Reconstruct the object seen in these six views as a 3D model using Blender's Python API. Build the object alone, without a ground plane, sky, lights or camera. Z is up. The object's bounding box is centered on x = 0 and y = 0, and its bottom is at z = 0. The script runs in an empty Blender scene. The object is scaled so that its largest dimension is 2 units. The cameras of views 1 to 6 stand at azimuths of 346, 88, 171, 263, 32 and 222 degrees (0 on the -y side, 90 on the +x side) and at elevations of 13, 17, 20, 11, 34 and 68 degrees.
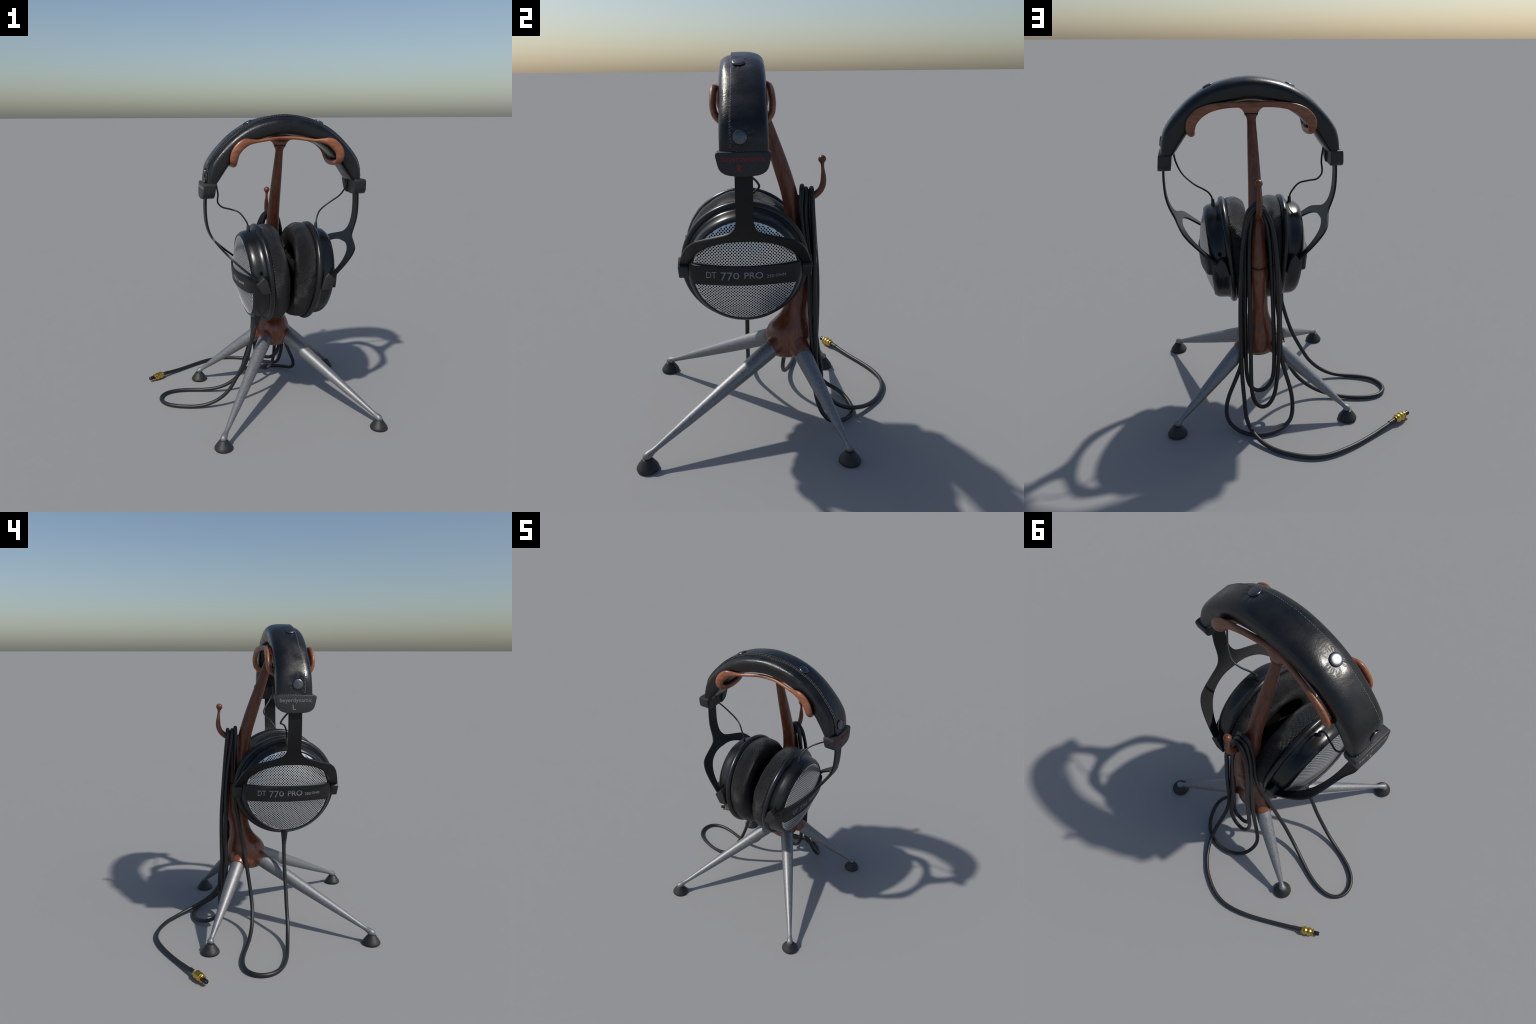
import bpy, bmesh, math, random
import numpy as np
from mathutils import Matrix, Vector

random.seed(7)
rng = np.random.default_rng(7)

CX, CY = 0.160, -0.148          # the common axis of the stand's feet and the headphones
scene = bpy.context.scene


# ------------------------------------------------------------------ materials
def new_mat(name):
    m = bpy.data.materials.new(name)
    m.use_nodes = True
    nt = m.node_tree
    return m, nt, nt.nodes["Principled BSDF"]


def node(nt, kind, **props):
    n = nt.nodes.new(kind)
    for k, v in props.items():
        if k.startswith("in_"):
            key = k[3:]
            n.inputs[int(key) if key.isdigit() else key].default_value = v
        else:
            setattr(n, k, v)
    return n


def link(nt, a, ao, b, bi):
    nt.links.new(a.outputs[ao], b.inputs[bi])


def coords(nt, scale=(1, 1, 1)):
    tc = node(nt, "ShaderNodeTexCoord")
    mp = node(nt, "ShaderNodeMapping")
    mp.inputs["Scale"].default_value = scale
    link(nt, tc, "Object", mp, "Vector")
    return mp


def ramp(nt, stops):
    r = node(nt, "ShaderNodeValToRGB")
    e = r.color_ramp.elements
    while len(e) < len(stops):
        e.new(0.5)
    for el, (p, c) in zip(e, stops):
        el.position = p
        el.color = (*c, 1) if len(c) == 3 else c
    return r


def simple(name, col, rough, metallic=0.0, coat=0.0, spec=0.5, noise=None, bump=None, rough_var=0.0, scale=60.0):
    """Principled material: flat colour broken by a little noise, fine bump, roughness variation."""
    m, nt, p = new_mat(name)
    p.inputs["Base Color"].default_value = (*col, 1)
    p.inputs["Roughness"].default_value = rough
    p.inputs["Metallic"].default_value = metallic
    p.inputs["Coat Weight"].default_value = coat
    p.inputs["Coat Roughness"].default_value = 0.12
    p.inputs["Specular IOR Level"].default_value = spec
    mp = coords(nt)
    nz = node(nt, "ShaderNodeTexNoise", in_Scale=scale, in_Detail=5.0)
    link(nt, mp, "Vector", nz, "Vector")
    if noise:
        lo = tuple(c * (1 - noise) for c in col)
        hi = tuple(min(1, c * (1 + noise)) for c in col)
        r = ramp(nt, [(0.32, lo), (0.68, hi)])
        link(nt, nz, "Fac", r, "Fac")
        link(nt, r, "Color", p, "Base Color")
    if rough_var:
        mr = node(nt, "ShaderNodeMapRange")
        mr.inputs["From Min"].default_value = 0.3
        mr.inputs["From Max"].default_value = 0.7
        mr.inputs["To Min"].default_value = max(0.02, rough - rough_var)
        mr.inputs["To Max"].default_value = rough + rough_var
        link(nt, nz, "Fac", mr, "Value")
        link(nt, mr, "Result", p, "Roughness")
    if bump:
        b = node(nt, "ShaderNodeBump", in_Strength=bump[0], in_Distance=bump[1])
        nb = node(nt, "ShaderNodeTexNoise", in_Scale=bump[2], in_Detail=4.0)
        link(nt, mp, "Vector", nb, "Vector")
        link(nt, nb, "Fac", b, "Height")
        link(nt, b, "Normal", p, "Normal")
    return m


def wood(name, stretch, dark, mid, light, rough=0.42, coat=0.15):
    m, nt, p = new_mat(name)
    mp = coords(nt, stretch)
    n1 = node(nt, "ShaderNodeTexNoise", in_Scale=1.0, in_Detail=6.0, in_Roughness=0.62, in_Distortion=0.9)
    link(nt, mp, "Vector", n1, "Vector")
    n2 = node(nt, "ShaderNodeTexNoise", in_Scale=4.5, in_Detail=4.0, in_Roughness=0.7)
    link(nt, mp, "Vector", n2, "Vector")
    mx = node(nt, "ShaderNodeMix", in_0=0.35)
    link(nt, n1, "Fac", mx, 2)
    link(nt, n2, "Fac", mx, 3)
    r = ramp(nt, [(0.30, dark), (0.46, mid), (0.58, light), (0.74, mid)])
    link(nt, mx, 0, r, "Fac")
    link(nt, r, "Color", p, "Base Color")
    p.inputs["Roughness"].default_value = rough
    p.inputs["Coat Weight"].default_value = coat
    p.inputs["Coat Roughness"].default_value = 0.14
    b = node(nt, "ShaderNodeBump", in_Strength=0.12, in_Distance=0.002)
    link(nt, n2, "Fac", b, "Height")
    link(nt, b, "Normal", p, "Normal")
    return m


def leather(name, stretch, gloss=0.22):
    m, nt, p = new_mat(name)
    mp = coords(nt)
    big = node(nt, "ShaderNodeTexNoise", in_Scale=9.0, in_Detail=6.0, in_Roughness=0.65)
    link(nt, mp, "Vector", big, "Vector")
    r = ramp(nt, [(0.3, (0.004, 0.0042, 0.0047)), (0.7, (0.009, 0.0092, 0.0098))])
    link(nt, big, "Fac", r, "Fac")
    link(nt, r, "Color", p, "Base Color")
    mr = node(nt, "ShaderNodeMapRange")
    mr.inputs["From Min"].default_value = 0.35
    mr.inputs["From Max"].default_value = 0.65
    mr.inputs["To Min"].default_value = gloss
    mr.inputs["To Max"].default_value = 0.40
    link(nt, big, "Fac", mr, "Value")
    link(nt, mr, "Result", p, "Roughness")
    mp2 = coords(nt, stretch)
    pores = node(nt, "ShaderNodeTexVoronoi", in_Scale=150.0, feature="F1")
    link(nt, mp, "Vector", pores, "Vector")
    wr = node(nt, "ShaderNodeTexNoise", in_Scale=1.0, in_Detail=6.0, in_Roughness=0.7)
    link(nt, mp2, "Vector", wr, "Vector")
    b1 = node(nt, "ShaderNodeBump", in_Strength=0.16, in_Distance=0.0015)
    link(nt, pores, "Distance", b1, "Height")
    b2 = node(nt, "ShaderNodeBump", in_Strength=0.35, in_Distance=0.004)
    link(nt, wr, "Fac", b2, "Height")
    link(nt, b1, "Normal", b2, "Normal")
    link(nt, b2, "Normal", p, "Normal")
    return m


def woven(name):
    """Ear pad cloth: threads wind round the pad axis (local x) and across it."""
    m, nt, p = new_mat(name)
    tc = node(nt, "ShaderNodeTexCoord")
    sp = node(nt, "ShaderNodeSeparateXYZ")
    link(nt, tc, "Object", sp, "Vector")

    def math_(op, a, b=None, val=None):
        n = node(nt, "ShaderNodeMath", operation=op)
        nt.links.new(a, n.inputs[0])
        if b is not None:
            nt.links.new(b, n.inputs[1])
        if val is not None:
            n.inputs[1].default_value = val
        return n.outputs[0]

    ang = math_("ARCTAN2", sp.outputs["Y"], sp.outputs["Z"])
    r2 = math_("ADD", math_("MULTIPLY", sp.outputs["Y"], sp.outputs["Y"]), math_("MULTIPLY", sp.outputs["Z"], sp.outputs["Z"]))
    rad = math_("SQRT", r2)
    across = math_("ADD", math_("MULTIPLY", sp.outputs["X"], val=700.0), math_("MULTIPLY", rad, val=700.0))
    wa = math_("SINE", math_("MULTIPLY", ang, val=200.0))
    wb = math_("SINE", across)
    h = math_("MULTIPLY", wa, wb)
    nz = node(nt, "ShaderNodeTexNoise", in_Scale=45.0, in_Detail=4.0)
    link(nt, tc, "Object", nz, "Vector")
    h2 = math_("MULTIPLY_ADD", h, val=0.5)
    hn = math_("ADD", h2, math_("MULTIPLY", nz.outputs["Fac"], val=0.7))
    r = ramp(nt, [(0.0, (0.002, 0.002, 0.002)), (0.45, (0.003, 0.003, 0.003)), (1.0, (0.011, 0.011, 0.011))])
    nt.links.new(hn, r.inputs["Fac"])
    link(nt, r, "Color", p, "Base Color")
    p.inputs["Roughness"].default_value = 0.34
    p.inputs["Specular IOR Level"].default_value = 0.5
    b = node(nt, "ShaderNodeBump", in_Strength=1.0, in_Distance=0.004)
    nt.links.new(hn, b.inputs["Height"])
    link(nt, b, "Normal", p, "Normal")
    return m


M_WOOD_V = wood("mahogany_upright", (38, 38, 3.2), (0.045, 0.011, 0.005), (0.118, 0.032, 0.013), (0.180, 0.054, 0.021), 0.40, 0.05)
M_WOOD_T = wood("mahogany_polished_trunk", (22, 22, 4.5), (0.050, 0.012, 0.005), (0.140, 0.038, 0.015), (0.210, 0.066, 0.027), 0.32, 0.18)
M_WOOD_H = wood("mahogany_cradle", (4.5, 36, 36), (0.100, 0.030, 0.013), (0.225, 0.074, 0.032), (0.310, 0.110, 0.049))
M_LEATHER = leather("black_leather", (14, 6, 14))
M_LEATHER_PAD = leather("black_leather_creased", (120, 8, 40), 0.15)
M_WEAVE = woven("black_woven_cloth")
M_CUP = simple("black_lacquer", (0.0045, 0.005, 0.006), 0.3, coat=0.0, rough_var=0.05, scale=14, bump=(0.04, 0.002, 30))
M_RIM = simple("black_satin_plastic", (0.0085, 0.0088, 0.0095), 0.30, rough_var=0.05, scale=25)
M_PLASTIC = simple("black_moulded_plastic", (0.016, 0.016, 0.0168), 0.48, noise=0.12, bump=(0.08, 0.001, 400))
M_STRIP = simple("black_matt_plastic", (0.010, 0.010, 0.0105), 0.5, spec=0.4, noise=0.1)
M_YOKE = simple("black_powder_coat", (0.0045, 0.0046, 0.005), 0.46, spec=0.32, noise=0.15, bump=(0.05, 0.001, 500))
M_RUBBER = simple("black_rubber", (0.018, 0.018, 0.018), 0.55, noise=0.2, scale=30)
M_CABLE = simple("black_cable_sheath", (0.0105, 0.0107, 0.0112), 0.45, noise=0.1, scale=40)
M_DARK = simple("black_void", (0.002, 0.002, 0.002), 0.9, spec=0.1)
M_SEAM = simple("dark_joint", (0.010, 0.006, 0.005), 0.8)
M_STEEL = simple("cast_aluminium", (0.235, 0.238, 0.245), 0.52, metallic=0.62, noise=0.2, rough_var=0.08, scale=110, bump=(0.17, 0.0014, 140))
M_GRILLE = simple("perforated_aluminium", (0.70, 0.705, 0.72), 0.34, metallic=0.9, noise=0.05)
M_CHROME = simple("polished_rivet", (0.13, 0.133, 0.145), 0.3, metallic=1.0, rough_var=0.06, scale=30)
M_GOLD = simple("gold_plating", (0.74, 0.46, 0.09), 0.24, metallic=1.0, noise=0.1, rough_var=0.06, scale=120)
M_THREAD = simple("pale_thread", (0.16, 0.16, 0.155), 0.7)
M_RED = simple("red_print", (0.24, 0.004, 0.006), 0.5)
M_GREY = simple("grey_print", (0.22, 0.225, 0.245), 0.5)
M_PALE = simple("pale_print", (0.17, 0.17, 0.175), 0.5)


# ------------------------------------------------------------------ mesh tools
def make_mesh(name, verts, faces, smooth=40.0):
    me = bpy.data.meshes.new(name)
    me.from_pydata([tuple(map(float, v)) for v in verts], [], [tuple(map(int, f)) for f in faces])
    me.validate()
    bm = bmesh.new()
    bm.from_mesh(me)
    bmesh.ops.remove_doubles(bm, verts=bm.verts, dist=1e-6)
    bmesh.ops.recalc_face_normals(bm, faces=bm.faces)
    bm.to_mesh(me)
    bm.free()
    shade(me, smooth)
    return me


def shade(me, angle=40.0):
    me.polygons.foreach_set("use_smooth", [True] * len(me.polygons))
    if angle < 179:
        me.set_sharp_from_angle(angle=math.radians(angle))


def add(name, data, mat, parent=None, matrix=None):
    ob = bpy.data.objects.new(name, data)
    scene.collection.objects.link(ob)
    if mat and not data.materials:
        data.materials.append(mat)
    ob.matrix_world = matrix if matrix is not None else Matrix.Identity(4)
    if parent:
        bpy.context.view_layer.update()
        ob.parent = parent
        ob.matrix_parent_inverse = parent.matrix_world.inverted()
    return ob


def spline(pts, n):
    """Hermite curve through points of any dimension, chord-length spaced, n samples evenly along it."""
    P = np.array(pts, float)
    k = min(3, P.shape[1])
    d = np.maximum(np.linalg.norm(np.diff(P[:, :k], axis=0), axis=1), 1e-6)
    s = np.r_[0, np.cumsum(d)]
    T = np.zeros_like(P)
    sl = np.diff(P, axis=0) / d[:, None]
    T[0], T[-1] = sl[0], sl[-1]
    w = d[:, None]
    T[1:-1] = (sl[:-1] * w[1:] + sl[1:] * w[:-1]) / (w[1:] + w[:-1])
    out = []
    for q in np.linspace(0, s[-1], n):
        i = min(len(d) - 1, max(0, np.searchsorted(s, q, side="right") - 1))
        h = d[i]
        t = (q - s[i]) / h
        out.append((2*t**3 - 3*t**2 + 1) * P[i] + (t**3 - 2*t**2 + t) * h * T[i] + (-2*t**3 + 3*t**2) * P[i+1] + (t**3 - t**2) * h * T[i+1])
    return np.array(out)


def frames(P, first):
    """Parallel-transported frames along a polyline."""
    T = np.gradient(P, axis=0)
    T /= np.linalg.norm(T, axis=1)[:, None]
    N = np.zeros_like(P)
    n = np.array(first, float)
    for i in range(len(P)):
        n = n - T[i] * (n @ T[i])
        n /= np.linalg.norm(n)
        N[i] = n
    return T, N, np.cross(T, N)


def tube(P, r1, r2=None, seg=14, first=(0, 0, 1), cap=True, closed=False):
    P = np.asarray(P, float)
    r1 = np.broadcast_to(np.asarray(r1, float), len(P))
    r2 = r1 if r2 is None else np.broadcast_to(np.asarray(r2, float), len(P))
    T, N, B = frames(P, first)
    a = np.linspace(0, 2 * math.pi, seg, endpoint=False)
    V = [P[i] + r1[i] * np.cos(x) * N[i] + r2[i] * np.sin(x) * B[i] for i in range(len(P)) for x in a]
    F = [(i*seg + j, i*seg + (j+1) % seg, (i+1)*seg + (j+1) % seg, (i+1)*seg + j) for i in range(len(P)-1) for j in range(seg)]
    if cap:
        F.append(tuple(range(seg))[::-1])
        F.append(tuple((len(P)-1)*seg + j for j in range(seg)))
    return V, F


def lathe(profile, seg=96, closed=False):
    """Turn (t, r) pairs round the local x axis."""
    V, F = [], []
    for t, r in profile:
        for j in range(seg):
            a = 2 * math.pi * j / seg
            V.append((t, r * math.sin(a), r * math.cos(a)))
    n = len(profile)
    for i in range(n if closed else n - 1):
        k = (i + 1) % n
        for j in range(seg):
            F.append((i*seg + j, i*seg + (j+1) % seg, k*seg + (j+1) % seg, k*seg + j))
    return V, F


def smooth_profile(pts, n):
    return [tuple(p) for p in spline([(a, b, 0) for a, b in pts], n)[:, :2]]


def loft(sections, seg=40):
    """Elliptic cross sections (x, y, z, rx, ry), capped."""
    V, F = [], []
    for x, y, z, rx, ry in sections:
        for j in range(seg):
            a = 2 * math.pi * j / seg
            V.append((x + rx * math.cos(a), y + ry * math.sin(a), z))
    n = len(sections)
    for i in range(n - 1):
        for j in range(seg):
            F.append((i*seg + j, i*seg + (j+1) % seg, (i+1)*seg + (j+1) % seg, (i+1)*seg + j))
    F.append(tuple(range(seg))[::-1])
    F.append(tuple((n-1)*seg + j for j in range(seg)))
    return V, F


def ellipsoid(c, r, seg=32, rings=18):
    V, F = [], []
    for i in range(1, rings):
        p = math.pi * i / rings
        for j in range(seg):
            a = 2 * math.pi * j / seg
            V.append((c[0] + r[0]*math.sin(p)*math.cos(a), c[1] + r[1]*math.sin(p)*math.sin(a), c[2] + r[2]*math.cos(p)))
    for i in range(rings - 2):
        for j in range(seg):
            F.append((i*seg + j, i*seg + (j+1) % seg, (i+1)*seg + (j+1) % seg, (i+1)*seg + j))
    F.append(tuple(range(seg)))
    F.append(tuple((rings-2)*seg + j for j in range(seg))[::-1])
    return V, F


def join(parts):
    V, F = [], []
    for v, f in parts:
        o = len(V)
        V += [tuple(p) for p in v]
        F += [tuple(i + o for i in q) for q in f]
    return V, F


def baked(name, me, mods):
    """Apply modifiers to a mesh and hand back the result."""
    ob = bpy.data.objects.new("working_copy", me)
    scene.collection.objects.link(ob)
    for kind, props in mods:
        m = ob.modifiers.new(kind.lower(), kind)
        for k, v in props.items():
            setattr(m, k, v)
    bpy.context.view_layer.update()
    dg = bpy.context.evaluated_depsgraph_get()
    out = bpy.data.meshes.new_from_object(ob.evaluated_get(dg))
    out.name = name
    bpy.data.objects.remove(ob)
    bpy.data.meshes.remove(me)
    return out


def fused(name, parts, voxel=0.004, smooth=14, factor=0.5):
    """Melt overlapping closed pieces into one smooth body."""
    V, F = join(parts)
    me = make_mesh(name, V, F)
    me = baked(name, me, [("REMESH", dict(mode="VOXEL", voxel_size=voxel)), ("SMOOTH", dict(factor=factor, iterations=smooth))])
    shade(me, 180)
    return me


def prism(name, outline, depth, axis="y", bevel=0.005, segments=3):
    """Extrude an (a, b) outline along an axis from depth[0] to depth[1] and round its edges."""
    n = len(outline)
    V = []
    for d in depth:
        for a, b in outline:
            V.append((a, d, b) if axis == "y" else (d, a, b))
    F = [tuple(range(n)), tuple(range(2*n - 1, n - 1, -1))] + [(i, (i+1) % n, n + (i+1) % n, n + i) for i in range(n)]
    me = make_mesh(name, V, F, 30)
    me = baked(name, me, [("BEVEL", dict(width=bevel, segments=segments, limit_method="ANGLE", angle_limit=math.radians(25)))])
    shade(me, 35)
    return me


def top(name, label, category, loc):
    e = bpy.data.objects.new(name, None)
    e.empty_display_size = 0.1
    scene.collection.objects.link(e)
    e.location = loc
    e["label"], e["category"] = label, category
    bpy.context.view_layer.update()
    return e


STAND = top("headphone_stand", "mahogany headphone stand on four splayed aluminium legs", "headphone stand", (CX, CY, 0))
PHONES = top("headphones", "black studio headphones with silver perforated grilles and coiled cable", "headphones", (CX, CY, 0))


# ------------------------------------------------------------------ stand: legs and feet
FOOT = [(0.0005, 0.0605), (0.018, 0.0605), (0.0235, 0.0590), (0.0275, 0.0535), (0.0400, 0.0350), (0.0490, 0.0215), (0.0535, 0.0120), (0.0540, 0.0055), (0.0520, 0.0012), (0.0480, 0.0)]
LEG_R = [(0.0, 0.047), (0.12, 0.0445), (0.39, 0.0365), (0.69, 0.0255), (0.86, 0.0172), (0.93, 0.0140), (0.955, 0.0148), (0.975, 0.0185), (0.992, 0.0208), (1.006, 0.0205), (1.018, 0.0165), (1.026, 0.0090), (1.029, 0.001)]
ROOTS = {+1: (0.119, 0.1585, 0.4135), -1: (0.084, -0.0155, 0.432)}      # rear, front: distance from the middle, y, z
TIPS = {+1: (0.513, 0.364, 0.072), -1: (0.513, -0.660, 0.0725)}

foot_v, foot_f = [], []
fp = smooth_profile([(r * 1.05, z) for r, z in FOOT], 40)
seg = 48
for r, z in fp:
    for j in range(seg):
        a = 2 * math.pi * j / seg
        foot_v.append((r * math.cos(a), r * math.sin(a), z))
for i in range(len(fp) - 1):
    for j in range(seg):
        foot_f.append((i*seg + j, i*seg + (j+1) % seg, (i+1)*seg + (j+1) % seg, (i+1)*seg + j))
foot_f.append(tuple((len(fp)-1)*seg + j for j in range(seg)))
FOOT_MESH = make_mesh("rubber_foot", foot_v, foot_f, 60)

hub_parts = []
for depth in (+1, -1):
    for side in (+1, -1):
        a = np.array((CX + side * ROOTS[depth][0], ROOTS[depth][1], ROOTS[depth][2]))
        b = np.array((CX + side * TIPS[depth][0], TIPS[depth][1], TIPS[depth][2]))
        L = np.linalg.norm(b - a)
        rr = np.array(LEG_R)
        s = np.unique(np.r_[np.linspace(0, 0.93, 30), np.linspace(0.93, 1.029, 22)])
        rad = np.interp(s, rr[:, 0], rr[:, 1]) * 1.035
        rad[0] -= 0.002
        pts = [a + (b - a) * q for q in s]
        V, F = tube(pts, rad, seg=32)
        leg = add("leg", make_mesh("leg", V, F, 50), M_STEEL, STAND)
        ft = add("foot", FOOT_MESH, M_RUBBER, leg, Matrix.Translation((b[0] + side*0.002, b[1], 0)))
        # wooden socket around the root of the leg, running into the middle of the hub
        mid = np.array((CX, 0.107, 0.50))          # all four leg axes meet here
        u = (b - a) / L
        q = spline([mid * 0.8 + a * 0.2, a - u * 0.035, a - u * 0.001], 14)
        hub_parts.append(tube(q, np.r_[np.linspace(0.080, 0.055, 11), 0.0530, 0.0525, 0.0520], seg=32))

# ------------------------------------------------------------------ stand: trunk, column, hook
TRUNK = [(0.362, 0.076, 0.050, 0.055), (0.374, 0.079, 0.082, 0.088), (0.405, 0.084, 0.106, 0.116), (0.46, 0.087, 0.116, 0.130), (0.515, 0.092, 0.112, 0.126), (0.545, 0.098, 0.103, 0.116), (0.575, 0.108, 0.089, 0.097),
         (0.605, 0.119, 0.076, 0.081), (0.64, 0.129, 0.065, 0.070), (0.69, 0.140, 0.0575, 0.067), (0.75, 0.150, 0.0545, 0.078), (0.85, 0.153, 0.0525, 0.084), (0.958, 0.153, 0.0520, 0.085), (0.9625, 0.153, 0.0500, 0.083)]
secs = spline([(y*1.0, z, 0, rx, ry) for z, y, rx, ry in TRUNK], 50)
hub_parts.append(loft([(CX, p[0], p[1], p[3], p[4]) for p in secs]))
add("trunk", fused("trunk", hub_parts, 0.0042, 11), M_WOOD_T, STAND)

# leaning column, the keel behind it and the hook the keel runs out into
COLUMN = [(0.9665, 0.122, 0.0480, 0.0485), (0.9705, 0.122, 0.0500, 0.0505), (1.02, 0.120, 0.0495, 0.049), (1.10, 0.116, 0.048, 0.0455), (1.20, 0.107, 0.0455, 0.043), (1.286, 0.093, 0.043, 0.0435),
          (1.41, 0.057, 0.0385, 0.0435), (1.55, 0.010, 0.0340, 0.0390), (1.68, -0.034, 0.0290, 0.0320), (1.745, -0.056, 0.0262, 0.0280), (1.772, -0.065, 0.0270, 0.0275), (1.786, -0.069, 0.0330, 0.0320), (1.7985, -0.072, 0.0430, 0.0410), (1.8012, -0.072, 0.0420, 0.0400)]
KEEL = [(0.9665, 0.153, 0.0500, 0.083), (0.9705, 0.153, 0.0520, 0.085), (1.03, 0.154, 0.0490, 0.086), (1.09, 0.155, 0.0445, 0.083), (1.15, 0.155, 0.0385, 0.075), (1.20, 0.155, 0.0320, 0.062), (1.24, 0.150, 0.0260, 0.050), (1.28, 0.135, 0.0200, 0.035)]
secs = spline([(y, z, 0, rx, ry) for z, y, rx, ry in COLUMN], 110)
post = [loft([(CX, p[0], p[1], p[3], p[4]) for p in secs], 48)]
secs = spline([(y, z, 0, rx, ry) for z, y, rx, ry in KEEL], 40)
post.append(loft([(CX, p[0], p[1], p[3], p[4]) for p in secs], 48))
V, F = loft([(CX, 0.153, 0.950, 0.0485, 0.0810), (CX, 0.153, 0.980, 0.0480, 0.0800)], 48)
add("joint", make_mesh("joint", V, F), M_SEAM, STAND)
V, F = loft([(CX, -0.070, 1.79, 0.030, 0.029), (CX, -0.072, 1.80, 0.040, 0.038), (CX, -0.0725, 1.812, 0.040, 0.037)], 40)
add("joint", make_mesh("joint", V, F), M_SEAM, STAND)

HOOK = [(0.130, 1.235, 0.026), (0.160, 1.247, 0.024), (0.195, 1.266, 0.0205), (0.232, 1.284, 0.0185), (0.258, 1.310, 0.0175), (0.2705, 1.345, 0.0165), (0.2715, 1.380, 0.0140), (0.268, 1.415, 0.0098), (0.2655, 1.440, 0.0092), (0.2640, 1.455, 0.012)]
hk = spline([(CX, y, z, r) for y, z, r in HOOK], 50)
parts = [tube(hk[:, :3], hk[:, 3], seg=22, first=(1, 0, 0)), ellipsoid((CX, 0.263, 1.4705), (0.0212,) * 3)]
COL = add("column", fused("column", post, 0.0032, 8), M_WOOD_V, STAND)
add("cable_hook", fused("cable_hook", parts, 0.0024, 8), M_WOOD_V, COL)

# ------------------------------------------------------------------ stand: cradle loop under the headband
# (distance from middle, y, z, half height in the x-z plane, half thickness), from the back arm round the end to the front arm
CRADLE = [(0.0, -0.068, 1.848, 0.0185, 0.027), (0.05, -0.060, 1.850, 0.0180, 0.022), (0.11, -0.045, 1.851, 0.0175, 0.0160), (0.19, -0.028, 1.845, 0.0195, 0.0135), (0.255, -0.017, 1.830, 0.0245, 0.0145),
          (0.306, -0.013, 1.801, 0.0290, 0.0155), (0.339, -0.012, 1.760, 0.0300, 0.0160), (0.347, -0.019, 1.724, 0.0270, 0.0165), (0.345, -0.043, 1.700, 0.0215, 0.0185), (0.339, -0.090, 1.691, 0.0190, 0.0190),
          (0.337, -0.146, 1.688, 0.0185, 0.0190), (0.339, -0.202, 1.691, 0.0190, 0.0190), (0.345, -0.247, 1.700, 0.0215, 0.0185), (0.348, -0.270, 1.724, 0.0265, 0.0165), (0.342, -0.279, 1.760, 0.0290, 0.0155),
          (0.315, -0.279, 1.800, 0.0300, 0.0155), (0.276, -0.276, 1.827, 0.0275, 0.0150), (0.236, -0.266, 1.833, 0.0170, 0.0130), (0.200, -0.254, 1.834, 0.0115, 0.0120), (0.12, -0.232, 1.844, 0.0110, 0.0120), (0.06, -0.220, 1.852, 0.0120, 0.0125), (0.0, -0.216, 1.854, 0.0125, 0.0130)]
parts = []
for side in (+1, -1):
    ring = spline([(CX + side * x, y, z, a, b) for x, y, z, a, b in CRADLE], 110)
    parts.append(tube(ring[:, :3], ring[:, 4], ring[:, 3], seg=24, first=(0, 1, 0)))
parts.append(loft([(CX, -0.0725, 1.804, 0.0445, 0.0420), (CX, -0.0735, 1.812, 0.046, 0.041), (CX, -0.073, 1.822, 0.054, 0.040), (CX, -0.071, 1.833, 0.072, 0.037), (CX, -0.069, 1.845, 0.100, 0.032), (CX, -0.068, 1.857, 0.115, 0.026)], 36))
add("cradle", fused("cradle", parts, 0.0034, 9), M_WOOD_H, STAND)

# ------------------------------------------------------------------ headband
OUTER = [(0, 2.000), (0.10, 1.990), (0.20, 1.964), (0.29, 1.921), (0.36, 1.871), (0.42, 1.812), (0.468, 1.756), (0.503, 1.700), (0.518, 1.645), (0.524, 1.578)]
INNER = [(0, 1.868), (0.075, 1.860), (0.15, 1.841), (0.22, 1.812), (0.28, 1.773), (0.33, 1.722), (0.374, 1.674), (0.407, 1.628), (0.429, 1.598), (0.449, 1.573)]


def mirrored(pts):
    return [(-x, z) for x, z in pts[:0:-1]] + list(pts)


NU = 300
both = spline([(*o, 0, *i) for o, i in zip(mirrored(OUTER), mirrored(INNER))], NU)
BO, BI = both[:, :2], both[:, 3:5]
BH = np.linalg.norm(BO - BI, axis=1)
BN = (BO - BI) / BH[:, None]
HALF, POWER = 0.1080, 2.8


def se(c, p=POWER):
    return math.copysign(abs(c) ** (2 / p), c)


def band_point(i, phi, inset=0.0, half=HALF, shift=0.0):
    """Point on the band section i at angle phi (90 degrees = top, 180 = front edge)."""
    h = BH[i]
    p = POWER + 0.9 * max(0.0, abs(BO[i, 0]) - 0.36) / 0.16          # boxier towards the ends
    y = half * se(math.cos(phi), p) + shift
    v = (h - inset) * 0.5 * (1 + se(math.sin(phi), p))
    p = BI[i] + BN[i] * v
    return np.array((CX + p[0], CY + 0.003 + y, p[1]))


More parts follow.
